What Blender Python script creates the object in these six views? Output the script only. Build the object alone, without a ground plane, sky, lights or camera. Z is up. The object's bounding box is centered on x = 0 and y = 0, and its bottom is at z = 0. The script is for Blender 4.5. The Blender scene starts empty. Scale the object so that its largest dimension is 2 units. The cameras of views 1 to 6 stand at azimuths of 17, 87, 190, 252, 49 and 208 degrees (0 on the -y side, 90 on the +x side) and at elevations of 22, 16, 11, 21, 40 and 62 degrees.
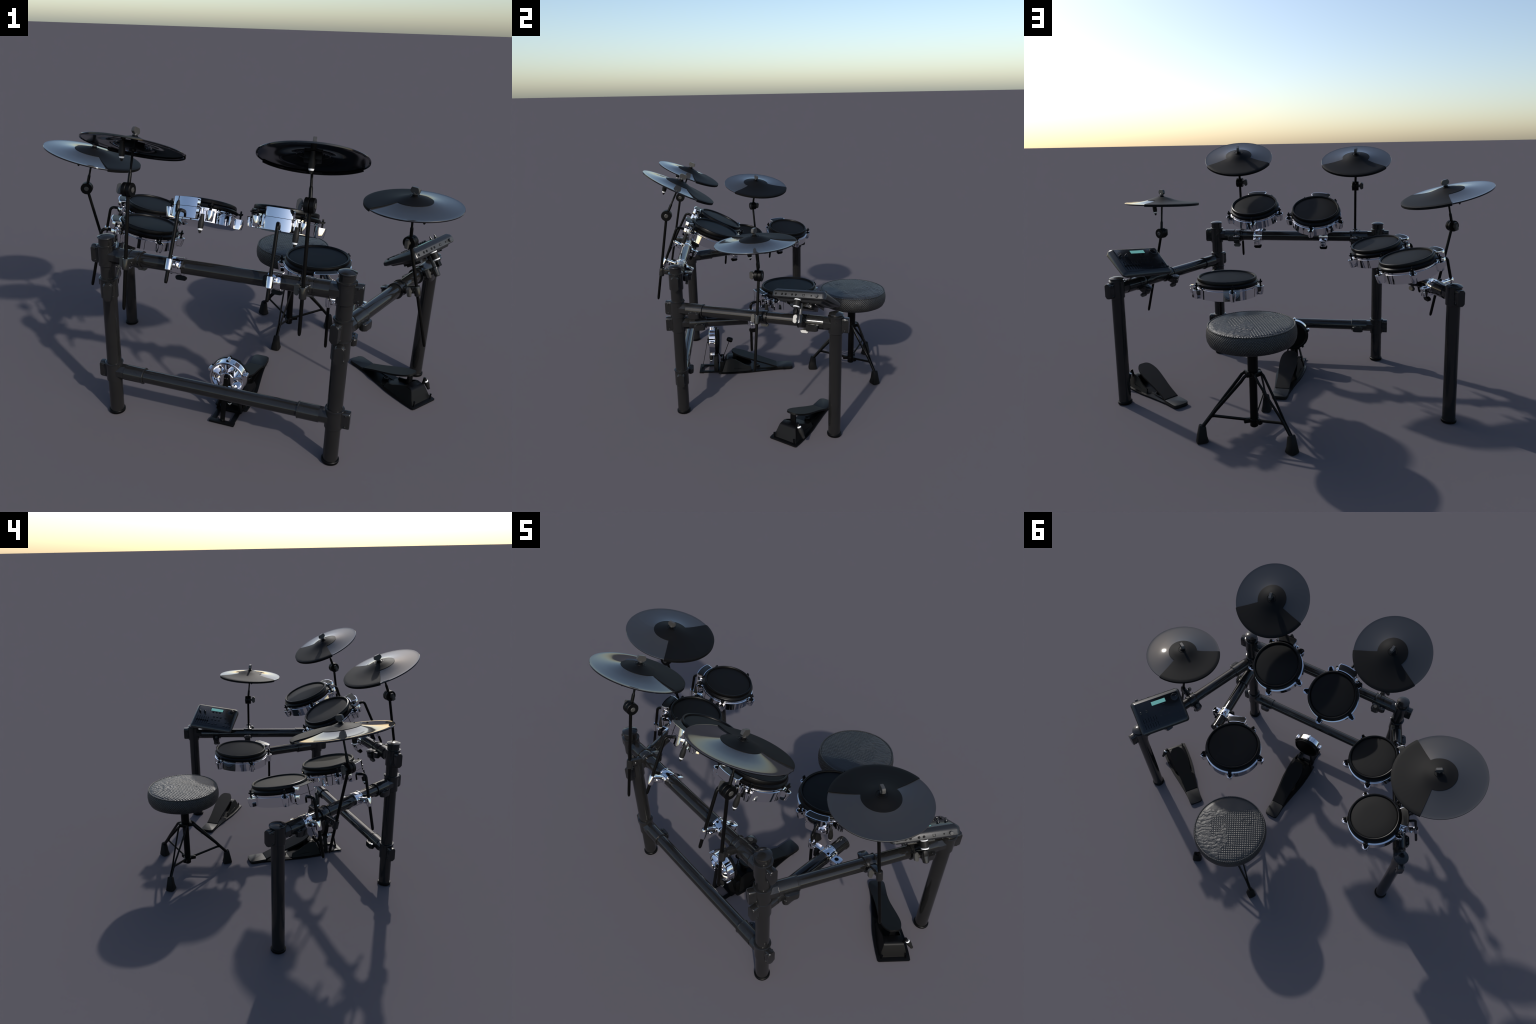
"""Electronic drum kit: tube rack, five mesh pads, four rubber cymbals, sound module,
kick tower with pedal, hi-hat pedal and a drum stool.  Everything is lathed, swept,
extruded or bevelled from measured sizes (metres, z up)."""
import bpy, bmesh, math, random
from mathutils import Vector, Matrix, noise

random.seed(7)
V = Vector
X, Y, Z = V((1, 0, 0)), V((0, 1, 0)), V((0, 0, 1))

# ------------------------------------------------------------------ materials
def node_mat(name, base, rough, metallic=0.0, spec=0.5, coat=0.0, coat_rough=0.05,
             vary=0.0, vary_scale=30.0, bump=0.0, bump_scale=400.0, rough_vary=0.0):
    m = bpy.data.materials.new(name)
    m.use_nodes = True
    nt = m.node_tree
    b = nt.nodes['Principled BSDF']
    b.inputs['Base Color'].default_value = (*base, 1)
    b.inputs['Roughness'].default_value = rough
    b.inputs['Metallic'].default_value = metallic
    b.inputs['Specular IOR Level'].default_value = spec
    b.inputs['Coat Weight'].default_value = coat
    b.inputs['Coat Roughness'].default_value = coat_rough
    tc = nt.nodes.new('ShaderNodeTexCoord')
    if vary or rough_vary:
        n = nt.nodes.new('ShaderNodeTexNoise')
        n.inputs['Scale'].default_value = vary_scale
        n.inputs['Detail'].default_value = 4
        nt.links.new(tc.outputs['Object'], n.inputs['Vector'])
        if vary:
            r = nt.nodes.new('ShaderNodeValToRGB')
            r.color_ramp.elements[0].position = 0.3
            r.color_ramp.elements[1].position = 0.7
            r.color_ramp.elements[0].color = (*[c * (1 - vary) for c in base], 1)
            r.color_ramp.elements[1].color = (*[c * (1 + vary) for c in base], 1)
            nt.links.new(n.outputs['Fac'], r.inputs['Fac'])
            nt.links.new(r.outputs['Color'], b.inputs['Base Color'])
        if rough_vary:
            mr = nt.nodes.new('ShaderNodeMapRange')
            mr.inputs['To Min'].default_value = max(0, rough - rough_vary)
            mr.inputs['To Max'].default_value = rough + rough_vary
            nt.links.new(n.outputs['Fac'], mr.inputs['Value'])
            nt.links.new(mr.outputs['Result'], b.inputs['Roughness'])
    if bump:
        n = nt.nodes.new('ShaderNodeTexNoise')
        n.inputs['Scale'].default_value = bump_scale
        n.inputs['Detail'].default_value = 3
        bp = nt.nodes.new('ShaderNodeBump')
        bp.inputs['Strength'].default_value = bump
        bp.inputs['Distance'].default_value = 0.001
        nt.links.new(tc.outputs['Object'], n.inputs['Vector'])
        nt.links.new(n.outputs['Fac'], bp.inputs['Height'])
        nt.links.new(bp.outputs['Normal'], b.inputs['Normal'])
    return m

MAT = {
    'rack': node_mat('black_gloss_tube', (0.0112, 0.0109, 0.0106), 0.09, spec=0.45, vary=0.10, vary_scale=12, rough_vary=0.02),
    'joint': node_mat('black_cast_joint', (0.0122, 0.0120, 0.0118), 0.15, spec=0.45, vary=0.08, vary_scale=25, rough_vary=0.03),
    'chrome': node_mat('chrome', (0.80, 0.80, 0.82), 0.03, metallic=1.0, rough_vary=0.01, vary_scale=8),
    'rod': node_mat('black_rod', (0.0022, 0.0021, 0.0020), 0.36, spec=0.12),
    'tilter': node_mat('black_tilter_rubber', (0.0018, 0.0018, 0.0019), 0.42, spec=0.13),
    'nut': node_mat('grey_plastic_nut', (0.048, 0.046, 0.043), 0.33, vary=0.08),
    'knob': node_mat('black_knob', (0.0015, 0.0015, 0.0017), 0.4, spec=0.15),
    'hoop': node_mat('black_rubber_hoop', (0.0016, 0.0015, 0.0015), 0.36, spec=0.15, bump=0.03, bump_scale=900),
    'head': node_mat('black_drumhead', (0.0030, 0.0030, 0.0030), 0.57, spec=0.14, bump=0.04, bump_scale=1400),
    'boxpad': node_mat('trigger_box_top', (0.0035, 0.0035, 0.0035), 0.42, spec=0.30),
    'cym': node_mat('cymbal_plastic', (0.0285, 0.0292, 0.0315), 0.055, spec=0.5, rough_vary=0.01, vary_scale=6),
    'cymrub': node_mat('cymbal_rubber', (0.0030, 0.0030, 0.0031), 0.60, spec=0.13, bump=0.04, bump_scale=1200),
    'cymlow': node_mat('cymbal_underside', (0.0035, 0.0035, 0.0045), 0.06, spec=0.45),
    'plug': node_mat('cable_plug', (0.0130, 0.0126, 0.0120), 0.5, spec=0.15),
    'white': node_mat('white_ring', (0.90, 0.90, 0.90), 0.4),
    'module': node_mat('module_case', (0.0135, 0.0140, 0.0150), 0.28, spec=0.5),
    'modpanel': node_mat('module_panel', (0.0060, 0.0064, 0.0075), 0.22, spec=0.5),
    'modback': node_mat('module_back', (0.034, 0.034, 0.034), 0.42),
    'lcd': node_mat('lcd_screen', (0.02, 0.05, 0.05), 0.35),
    'print': node_mat('panel_print', (0.030, 0.031, 0.034), 0.5),
    'pedal': node_mat('pedal_plastic', (0.0022, 0.0022, 0.0023), 0.42, spec=0.14, bump=0.05, bump_scale=700),
    'board': node_mat('pedal_board_rubber', (0.0011, 0.0011, 0.0012), 0.54, spec=0.16, bump=0.06, bump_scale=900),
    'heel': node_mat('pedal_heel', (0.0038, 0.0038, 0.0038), 0.46, spec=0.26, bump=0.05, bump_scale=900),
    'stool': node_mat('stool_steel', (0.0016, 0.0015, 0.0015), 0.34, spec=0.15),
    'foot': node_mat('rubber_foot', (0.0050, 0.0048, 0.0046), 0.6, spec=0.15),
}
# the back-lit display is the one thing here that gives off light
_b = MAT['lcd'].node_tree.nodes['Principled BSDF']
_b.inputs['Emission Color'].default_value = (0.36, 0.98, 0.96, 1)
_b.inputs['Emission Strength'].default_value = 0.31


def vinyl_material(name, side):
    """Woven vinyl: a small rope weave in relief, broken by creased leathery patches."""
    m = bpy.data.materials.new(name)
    m.use_nodes = True
    nt = m.node_tree
    N, L = nt.nodes.new, nt.links.new
    b = nt.nodes['Principled BSDF']
    b.inputs['Roughness'].default_value = 0.44
    tc = N('ShaderNodeTexCoord')
    mp = N('ShaderNodeMapping')
    mp.inputs['Rotation'].default_value = (0, 0, math.radians(-28))
    L(tc.outputs['Object'], mp.inputs['Vector'])
    sep = N('ShaderNodeSeparateXYZ')
    L(mp.outputs['Vector'], sep.inputs['Vector'])

    def mth(op, a, bb=None, c=None):
        n = N('ShaderNodeMath'); n.operation = op
        for i, v in enumerate((a, bb, c)):
            if v is None: continue
            if isinstance(v, (int, float)): n.inputs[i].default_value = v
            else: L(v, n.inputs[i])
        return n.outputs[0]
    if side:
        ang = mth('ARCTAN2', sep.outputs['Y'], sep.outputs['X'])
        u = mth('MULTIPLY', ang, 0.205)
        w = sep.outputs['Z']
        a = mth('ADD', u, mth('MULTIPLY', w, 0.9))
        c = mth('SUBTRACT', u, mth('MULTIPLY', w, 0.9))
        k = 2 * math.pi / 0.0115
    else:
        a, c, k = sep.outputs['X'], sep.outputs['Y'], 2 * math.pi / 0.0125
    big = N('ShaderNodeTexNoise'); big.inputs['Scale'].default_value = 17; big.inputs['Detail'].default_value = 4
    L(tc.outputs['Object'], big.inputs['Vector'])
    wob = mth('SUBTRACT', big.outputs['Fac'], 0.5)
    # threads of uneven height
    patch = N('ShaderNodeTexNoise'); patch.inputs['Scale'].default_value = 34; patch.inputs['Detail'].default_value = 2
    L(tc.outputs['Object'], patch.inputs['Vector'])
    sa = mth('ABSOLUTE', mth('SINE', mth('ADD', mth('MULTIPLY', a, k * .5), mth('MULTIPLY', wob, 1.6))))
    sc = mth('ABSOLUTE', mth('SINE', mth('ADD', mth('MULTIPLY', c, k * .5), mth('MULTIPLY', wob, 1.6))))
    weave = mth('MULTIPLY', mth('POWER', sa, 0.7), mth('POWER', sc, 0.9))
    weave = mth('MULTIPLY', weave, mth('ADD', 0.35, mth('MULTIPLY', patch.outputs['Fac'], 1.1)))
    px = N('ShaderNodeSeparateXYZ'); L(tc.outputs['Object'], px.inputs['Vector'])

    def zone(ax, ay, start, amp, soft=0.012):
        """1 beyond a ragged line across the seat, 0 before it."""
        d = mth('ADD', mth('MULTIPLY', px.outputs['X'], ax), mth('MULTIPLY', px.outputs['Y'], ay))
        d = mth('ADD', d, mth('MULTIPLY', wob, amp))
        r = N('ShaderNodeMapRange'); r.inputs['From Min'].default_value = start; r.inputs['From Max'].default_value = start + soft
        L(d, r.inputs['Value'])
        return r.outputs['Result']
    creased = zone(.90, .42, .035 if not side else .9, .42)
    smooth = zone(.46, -.89, .100 if not side else .9, .10)
    cr = N('ShaderNodeTexNoise'); cr.inputs['Scale'].default_value = 48; cr.inputs['Detail'].default_value = 7
    cr.inputs['Distortion'].default_value = 1.6; cr.inputs['Roughness'].default_value = .62
    L(mp.outputs['Vector'], cr.inputs['Vector'])
    crk = N('ShaderNodeTexWave'); crk.inputs['Scale'].default_value = 13; crk.inputs['Distortion'].default_value = 9
    crk.inputs['Detail'].default_value = 3; crk.inputs['Detail Scale'].default_value = 1.6; crk.bands_direction = 'Y'
    L(mp.outputs['Vector'], crk.inputs['Vector'])
    crease = mth('ADD', mth('MULTIPLY', cr.outputs['Fac'], 0.9), mth('MULTIPLY', mth('POWER', crk.outputs['Fac'], .4), .55))
    fine = mth('ADD', 0.30, mth('MULTIPLY', cr.outputs['Fac'], 0.35))

    def mix(f, a_, b_):
        n = N('ShaderNodeMix'); L(f, n.inputs['Factor'])
        L(a_, n.inputs['A']); L(b_, n.inputs['B'])
        return n
    hmix = mix(smooth, mix(creased, weave, crease).outputs['Result'], fine)
    bp = N('ShaderNodeBump'); bp.inputs['Strength'].default_value = 1.0; bp.inputs['Distance'].default_value = 0.0024 if not side else 0.0019
    L(hmix.outputs['Result'], bp.inputs['Height'])
    L(bp.outputs['Normal'], b.inputs['Normal'])
    ramp = N('ShaderNodeValToRGB')
    ramp.color_ramp.elements[0].color = (0.0050, 0.0050, 0.0052, 1)
    ramp.color_ramp.elements[0].position = 0.12
    ramp.color_ramp.elements[1].color = (0.028, 0.0275, 0.0262, 1)
    L(hmix.outputs['Result'], ramp.inputs['Fac'])
    L(ramp.outputs['Color'], b.inputs['Base Color'])
    return m

MAT['vinyl'] = vinyl_material('woven_vinyl_top', False)
MAT['vinylside'] = vinyl_material('woven_vinyl_side', True)

# ------------------------------------------------------------------ mesh builder
def frame(o, z, xhint=X):
    """Matrix whose Z axis is z and whose X axis is as close as possible to xhint."""
    z = V(z).normalized()
    x = V(xhint) - z * V(xhint).dot(z)
    if x.length < 1e-5:
        x = Y - z * Y.dot(z)
    x.normalize()
    y = z.cross(x)
    m = Matrix((x, y, z)).transposed().to_4x4()
    m.translation = V(o)
    return m

T = Matrix.Translation

class Build:
    """Accumulates primitives into one mesh with several material slots."""
    def __init__(self):
        self.v, self.f, self.mi, self.mats = [], [], [], []

    def slot(self, mat):
        if mat not in self.mats: self.mats.append(mat)
        return self.mats.index(mat)

    def raw(self, verts, faces, mat, M=None):
        o = len(self.v); s = self.slot(mat)
        flip = M is not None and M.to_3x3().determinant() < 0
        self.v += [(M @ V(p)) if M is not None else V(p) for p in verts]
        for f in faces:
            f = [i + o for i in f]
            self.f.append(f[::-1] if flip else f); self.mi.append(s)
        return self

    def bm(self, bm, mat, M=None):
        bm.verts.index_update()
        self.raw([v.co.copy() for v in bm.verts], [[v.index for v in f.verts] for f in bm.faces], mat, M)
        bm.free(); return self

    def lathe(self, prof, mat, M=None, n=40):
        """prof: (r, z) pairs running from the bottom of the outside to the top."""
        vs, rings = [], []
        for r, z in prof:
            if r < 1e-6:
                rings.append([len(vs)]); vs.append((0, 0, z))
            else:
                rings.append(list(range(len(vs), len(vs) + n)))
                vs += [(r * math.cos(2 * math.pi * i / n), r * math.sin(2 * math.pi * i / n), z) for i in range(n)]
        fs = []
        for a, b in zip(rings, rings[1:]):
            for i in range(n):
                j = (i + 1) % n
                if len(a) == 1 and len(b) == 1: continue
                if len(a) == 1: fs.append([a[0], b[j], b[i]])
                elif len(b) == 1: fs.append([a[i], a[j], b[0]])
                else: fs.append([a[i], a[j], b[j], b[i]])
        return self.raw(vs, fs, mat, M)

    def cyl(self, r, z0, z1, mat, M=None, n=32, c=0.002):
        c = min(c, r * .45, abs(z1 - z0) * .45)
        return self.lathe([(0, z0), (r - c, z0), (r, z0 + c), (r, z1 - c), (r - c, z1), (0, z1)], mat, M, n)

    def ring(self, r0, r1, z0, z1, mat, M=None, n=40, c=0.0015):
        return self.lathe([(r0, z0), (r1 - c, z0), (r1, z0 + c), (r1, z1 - c), (r1 - c, z1), (r0, z1), (r0, z0)], mat, M, n)

    def torus(self, R, r, z, mat, M=None, n=64, k=12):
        prof = [(R + r * math.cos(t), z + r * math.sin(t)) for t in [2 * math.pi * i / k - math.pi for i in range(k + 1)]]
        return self.lathe(prof, mat, M, n)

    def tube(self, pts, rad, mat, M=None, n=14, cap=True):
        """Sweep a circle along a polyline; rad is a number or one per point."""
        pts = [V(p) for p in pts]
        rad = rad if isinstance(rad, (list, tuple)) else [rad] * len(pts)
        tan = [(pts[min(i + 1, len(pts) - 1)] - pts[max(i - 1, 0)]).normalized() for i in range(len(pts))]
        ref = X if abs(tan[0].dot(X)) < .8 else Y
        u = (ref - tan[0] * ref.dot(tan[0])).normalized()
        vs, fs = [], []
        for i, (p, t) in enumerate(zip(pts, tan)):
            u = (u - t * u.dot(t)).normalized(); w = t.cross(u)
            for k in range(n):
                a = 2 * math.pi * k / n
                vs.append(p + (u * math.cos(a) + w * math.sin(a)) * rad[i])
        for i in range(len(pts) - 1):
            for k in range(n):
                j = (k + 1) % n
                fs.append([i * n + k, i * n + j, (i + 1) * n + j, (i + 1) * n + k])
        if cap:
            fs.append(list(range(n))[::-1]); fs.append([(len(pts) - 1) * n + k for k in range(n)])
        return self.raw(vs, fs, mat, M)

    def box(self, lo, hi, mat, M=None, bev=0.002, seg=2):
        bm = bmesh.new(); bmesh.ops.create_cube(bm, size=1)
        lo, hi = V(lo), V(hi)
        for v in bm.verts:
            v.co = V((lo[i] + (v.co[i] + .5) * (hi[i] - lo[i]) for i in range(3)))
        if bev:
            bev = min(bev, min(hi[i] - lo[i] for i in range(3)) * .45)
            bmesh.ops.bevel(bm, geom=bm.edges[:], offset=bev, segments=seg, profile=.6, affect='EDGES')
        return self.bm(bm, mat, M)

    def prism(self, outline, z0, z1, mat, M=None, bev=0.0, seg=2):
        """Extrude a 2D outline (counter-clockwise) from z0 to z1, rims rounded by bev."""
        bm = bmesh.new()
        n = len(outline)
        a = [bm.verts.new((x, y, z0)) for x, y in outline]
        b = [bm.verts.new((x, y, z1)) for x, y in outline]
        bm.faces.new(a[::-1]); bm.faces.new(b)
        for i in range(n):
            j = (i + 1) % n
            bm.faces.new([a[i], a[j], b[j], b[i]])
        if bev:
            es = [e for e in bm.edges if abs(e.verts[0].co.z - e.verts[1].co.z) < 1e-9]
            bmesh.ops.bevel(bm, geom=es, offset=bev, segments=seg, profile=.5, affect='EDGES')
        return self.bm(bm, mat, M)

    def mesh(self, name, sharp=32):
        me = bpy.data.meshes.new(name)
        me.from_pydata([tuple(p) for p in self.v], [], self.f)
        for m in self.mats: me.materials.append(MAT[m])
        for p, s in zip(me.polygons, self.mi): p.material_index = s
        bm = bmesh.new(); bm.from_mesh(me)
        bmesh.ops.remove_doubles(bm, verts=bm.verts, dist=1e-6)
        lim = math.radians(sharp)
        for f in bm.faces: f.smooth = True
        for e in bm.edges:
            e.smooth = len(e.link_faces) == 2 and e.calc_face_angle(3.2) < lim
        bm.to_mesh(me); bm.free()
        return me


def round_rect(w, h, r, n=5):
    """Counter-clockwise rounded rectangle centred on 0."""
    out = []
    for cx, cy, a0 in ((w / 2 - r, h / 2 - r, 0), (-w / 2 + r, h / 2 - r, 90), (-w / 2 + r, -h / 2 + r, 180), (w / 2 - r, -h / 2 + r, 270)):
        for i in range(n + 1):
            a = math.radians(a0 + 90 * i / n)
            out.append((cx + r * math.cos(a), cy + r * math.sin(a)))
    return out


def spline(pts, per=8):
    """Catmull-Rom through control points of any dimension."""
    out = []
    P = [pts[0]] + list(pts) + [pts[-1]]
    for i in range(1, len(P) - 2):
        for k in range(per):
            t = k / per
            out.append(tuple(.5 * (2 * b + (c - a) * t + (2 * a - 5 * b + 4 * c - d) * t * t + (3 * b - a - 3 * c + d) * t ** 3)
                             for a, b, c, d in zip(P[i - 1], P[i], P[i + 1], P[i + 2])))
    out.append(tuple(pts[-1]))
    return out

# ------------------------------------------------------------------ scene graph
WORLD = {}
def put(name, mesh, parent=None, M=None):
    """Add an object with world matrix M under parent."""
    M = M or Matrix.Identity(4)
    ob = bpy.data.objects.new(name, mesh)
    bpy.context.scene.collection.objects.link(ob)
    WORLD[ob.name] = M
    if parent:
        ob.parent = parent
        ob.matrix_basis = WORLD[parent.name].inverted() @ M
    else:
        ob.matrix_basis = M
    return ob

def thing(name, loc, label, category):
    e = put(name, None, None, T(V(loc)))
    e.empty_display_size = .1
    e['label'] = label; e['category'] = category
    return e

# ------------------------------------------------------------------ shared small meshes
def wing_nut_mesh(mat, name='wing_nut', w=.0205, h=.032, t=.0068):
    """Wing nut: stem along +Z, the wing is a chunky six-sided slab of half width w."""
    b = Build()
    b.cyl(.0085, 0, .010, mat, n=20, c=.0015)
    out = [(-.55 * w, .005), (.55 * w, .005), (w, .40 * h), (.97 * w, .72 * h), (.68 * w, h), (-.68 * w, h), (-.97 * w, .72 * h), (-w, .40 * h)]
    bm = bmesh.new()
    a = [bm.verts.new((x, -t, z)) for x, z in out]
    c = [bm.verts.new((x, t, z)) for x, z in out]
    bm.faces.new(a); bm.faces.new(c[::-1])
    for i in range(8):
        j = (i + 1) % 8
        bm.faces.new([a[j], a[i], c[i], c[j]])
    bmesh.ops.recalc_face_normals(bm, faces=bm.faces)
    bmesh.ops.bevel(bm, geom=bm.edges[:], offset=.0011, segments=2, affect='EDGES')
    b.bm(bm, mat)
    return b.mesh(name)

def bolt_mesh():
    b = Build()
    b.lathe([(.0048, -.004), (.0048, .0012), (.0040, .0026), (.0022, .0034), (.0018, .0018), (0, .0018)], 'joint', n=18)
    return b.mesh('bolt')

def plug_mesh():
    """Spindle-shaped cable plug hanging from Z=0 down, white ring near its tip."""
    b = Build()
    prof = [(0, -.078), (.0035, -.0775), (.0060, -.070), (.0080, -.066)]
    b.lathe(prof, 'plug', n=20)
    b.lathe([(.0080, -.066), (.0083, -.066), (.0105, -.0595), (.0102, -.0595)], 'white', n=20)
    b.lathe([(.0102, -.0595), (.0122, -.045), (.0120, -.032), (.0095, -.018), (.0082, -.008), (.0082, 0), (0, 0)], 'plug', n=20)
    return b.mesh('cable_plug')

NUT = wing_nut_mesh('nut')
NUT_SMALL = wing_nut_mesh('nut', 'clamp_wing_nut', .0215, .0255)
KNOB = wing_nut_mesh('knob', 'black_wing_nut', .0235, .0260, .0085)
BOLT = bolt_mesh()
PLUG = plug_mesh()

# ------------------------------------------------------------------ the rack
kit = thing('electronic_drum_kit', (0.08, -.2, 0), 'black tube rack with electronic drum pads, cymbals and module', 'drum kit')

PL, PR = V((-.4235, -.5475, 0)), V((.587, -.5475, 0))        # tall corner posts
LL, LR = V((-.7857, .2440, 0)), V((.8910, .2693, 0))         # short outer legs
R_POST, R_BAR = .0322, .0300

def post(p, top):
    b = Build()
    r = R_POST
    b.lathe([(0, 0), (r + .0045, 0), (r + .0055, .003), (r + .0055, .011), (r + .003, .0135), (r, .0135)], 'tilter')
    b.lathe([(r, .0135), (r, top - .014), (r + .0005, top - .014)], 'rack', n=48)
    b.lathe([(r, top - .014), (r + .0030, top - .0135), (r + .0045, top - .0100), (r + .0035, top - .0078),
             (r - .004, top - .0050), (r * .55, top - .0012), (0, top)], 'joint', n=48)
    return put('post', b.mesh('post'), kit, T(p))

for p, h in ((PL, .872), (PR, .872), (LL, .692), (LR, .692)):
    post(p, h)

def bar(name, a, b_):
    d = (b_ - a)
    m = Build()
    m.lathe([(0, 0), (R_BAR, 0), (R_BAR, d.length), (0, d.length)], 'rack', n=48)
    return put(name, m.mesh(name), kit, frame(a, d, Z))

Z_TOP, Z_LOW, Z_RIGHT, Z_LEFT, Z_ARM = .7825, .218, .626, .634, .540
at = lambda p, z: V((p.x, p.y, z))

def joint_mesh(ear):
    """Cast T joint.  Local Z = post axis, +X = towards the bar, ear on the ear*Y side."""
    b = Build()
    r = R_POST
    b.lathe([(r, -.045), (r + .0042, -.045), (r + .0055, -.0435), (r + .0055, .0400), (r + .0085, .0415), (r + .0085, .0455), (r + .006, .047), (r, .047)], 'joint', n=44)
    # bolted flange on the side away from the bar
    prof = [(-.006, -.043), (-.047, -.036), (-.062, -.036)]
    out = round_rect(.078, .036, .010)
    b.prism(out, .028, .0665, 'joint', frame((0, 0, 0), -X, Z), bev=.005, seg=3)
    # faceted neck between the collar and the bar sleeve
    k = 8
    ring = lambda rr, x, ph: [(x, rr * math.cos(2 * math.pi * (i + ph) / k), rr * math.sin(2 * math.pi * (i + ph) / k)) for i in range(k)]
    vs = ring(.034, .018, .5) + ring(.0345, .062, .5) + ring(.0325, .074, .5)
    fs = []
    for a in (0, 1):
        for i in range(k):
            j = (i + 1) % k
            fs.append([a * k + i, a * k + j, a * k + k + j, a * k + k + i])
    b.raw(vs, fs, 'joint')
    # split sleeve over the bar, ending in a thin lip
    b.lathe([(R_BAR, .060), (R_BAR + .0048, .060), (R_BAR + .0048, .146), (R_BAR + .0066, .1475), (R_BAR + .0066, .1515), (R_BAR + .005, .153), (R_BAR, .153)], 'joint', frame((0, 0, 0), X, Z), n=40)
    # screw ear: rounded block low on one flank
    o = round_rect(.062, .032, .012)
    b.prism(o, -.030, .0015, 'joint', T((.113, ear * .0405, 0)), bev=.004, seg=3)
    return b.mesh('pipe_joint')

JOINT = {1: joint_mesh(1), -1: joint_mesh(-1)}

def joint(p, z, target, ear):
    """Joint on post p at height z whose bar runs towards target."""
    d = at(target, z) - at(p, z)
    M = frame(at(p, z), Z, d)
    j = put('pipe_joint', JOINT[ear], kit, M)
    for x in (.098, .128):
        put('bolt', BOLT, j, M @ T((x, ear * .0425, .0015)))
    for zz in (-.026, .026):
        for s in (1, -1):
            put('bolt', BOLT, j, M @ T((-.048, s * .018, zz)) @ frame((0, 0, 0), V((0, s, 0)), X))
    return j

bar('crossbar', at(PL, Z_TOP), at(PR, Z_TOP))
bar('crossbar', at(PL, Z_LOW), at(PR, Z_LOW))
bar('crossbar', at(PR, Z_RIGHT), at(LR, Z_RIGHT))
bar('crossbar', at(PL, Z_LEFT), at(LL, Z_LEFT))
ARM_TIP = V((.5553, -.030, Z_ARM))
arm_dir = (ARM_TIP - at(PR, Z_ARM)).normalized()
bar('snare_arm', at(PR, Z_ARM), ARM_TIP)
b = Build()
b.lathe([(R_BAR, -.012), (R_BAR + .003, -.011), (R_BAR + .003, .002), (R_BAR - .004, .006), (R_BAR * .5, .009), (0, .010)], 'joint')
put('end_cap', b.mesh('end_cap'), kit, frame(ARM_TIP, arm_dir, Z))

joint(PL, Z_TOP, PR, 1);  joint(PR, Z_TOP, PL, -1)
joint(PL, Z_LOW, PR, 1);  joint(PR, Z_LOW, PL, -1)
joint(PR, Z_RIGHT, LR, -1); joint(LR, Z_RIGHT, PR, 1)
joint(PL, Z_LEFT, LL, 1);  joint(LL, Z_LEFT, PL, -1)
joint(PR, Z_ARM, ARM_TIP, -1)

# ------------------------------------------------------------------ bar clamps
def clamp_mesh(body, name, reach):
    """Clamp.  Local X = bar axis, +Y = towards the rod, Z = rod axis, origin on the bar axis."""
    b = Build()
    r = R_BAR
    MX = frame((0, 0, 0), X, Z)
    b.lathe([(r, -.027), (r + .0045, -.027), (r + .0055, -.025), (r + .0055, .025), (r + .0045, .027), (r, .027)], body, MX, n=40)
    for s in (-1, 1):
        b.lathe([(r + .004, s * .0255 - .002), (r + .0075, s * .0255 - .002), (r + .0075, s * .0255 + .002), (r + .004, s * .0255 + .002)], body, MX, n=40)
    # rod side: wedge and rod socket
    b.prism([(-.015, .025), (.015, .025), (.011, reach - .004), (-.011, reach - .004)], -.014, .016, body, bev=.003)
    b.lathe([(.0066, -.027), (.0125, -.027), (.0145, -.024), (.0145, .012), (.0130, .018), (.0066, .019)], body, T((0, reach, 0)), n=28)
    b.cyl(.0085, -.017, .017, body, frame((0, reach - .026, -.002), X, Z), n=20)
    # hinge side: two jaws with a bolt seat
    w = .0215
    o = [(w, -.024), (w, -.060)] + [(w - .010 + .010 * math.cos(a), -.066 - .010 * math.sin(a)) for a in [math.pi / 2 * i / 5 for i in range(6)]]
    o = [(x, y) for x, y in o] + [(-x, y) for x, y in o[::-1]]
    o = o[::-1]
    b.prism(o, .002, .013, body, bev=.002)
    b.prism([(x * .88, y * .985) for x, y in o], -.029, -.0008, body, bev=.003)
    b.lathe([(.0100, .0115), (.0100, .0134), (.0088, .0142), (.0080, .0134), (0, .0132)], 'knob' if body == 'chrome' else 'nut', T((0, -.052, 0)), n=24)
    b.cyl(.005, -.036, -.02, 'knob', T((0, -.052, 0)), n=12)
    return b.mesh(name)

REACH = .092
CLAMP_B = clamp_mesh('joint', 'bar_clamp', REACH)
CLAMP_C = clamp_mesh('chrome', 'chrome_clamp', REACH)
REACH_SN = .100
CLAMP_S = clamp_mesh('chrome', 'snare_clamp', REACH_SN)

def clamp(origin, bar_dir, rod_dir, out, chrome, mesh=None):
    """Clamp on the bar at origin with its rod parallel to rod_dir on the 'out' side."""
    bd = V(bar_dir).normalized()
    z = V(rod_dir) - bd * V(rod_dir).dot(bd); z.normalize()
    y = z.cross(bd)
    if y.dot(V(out)) < 0: bd = -bd; y = -y
    M = Matrix((bd, y, z)).transposed().to_4x4(); M.translation = origin
    c = put('bar_clamp', mesh or (CLAMP_C if chrome else CLAMP_B), kit, M)
    put('wing_nut', KNOB if chrome else NUT_SMALL, c, M @ T((0, -.052, -.031)) @ frame((0, 0, 0), -Z, X))
    side = -1 if (bd.x > .5 or bd.y > .5) else 1
    off = .046 if chrome else .066
    put('wing_nut', KNOB if chrome else NUT_SMALL, c, M @ T((side * (.014 if not chrome else .012), off, -.002)) @ frame((0, 0, 0), V((side, 0, 0)), Z))
    return M

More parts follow.
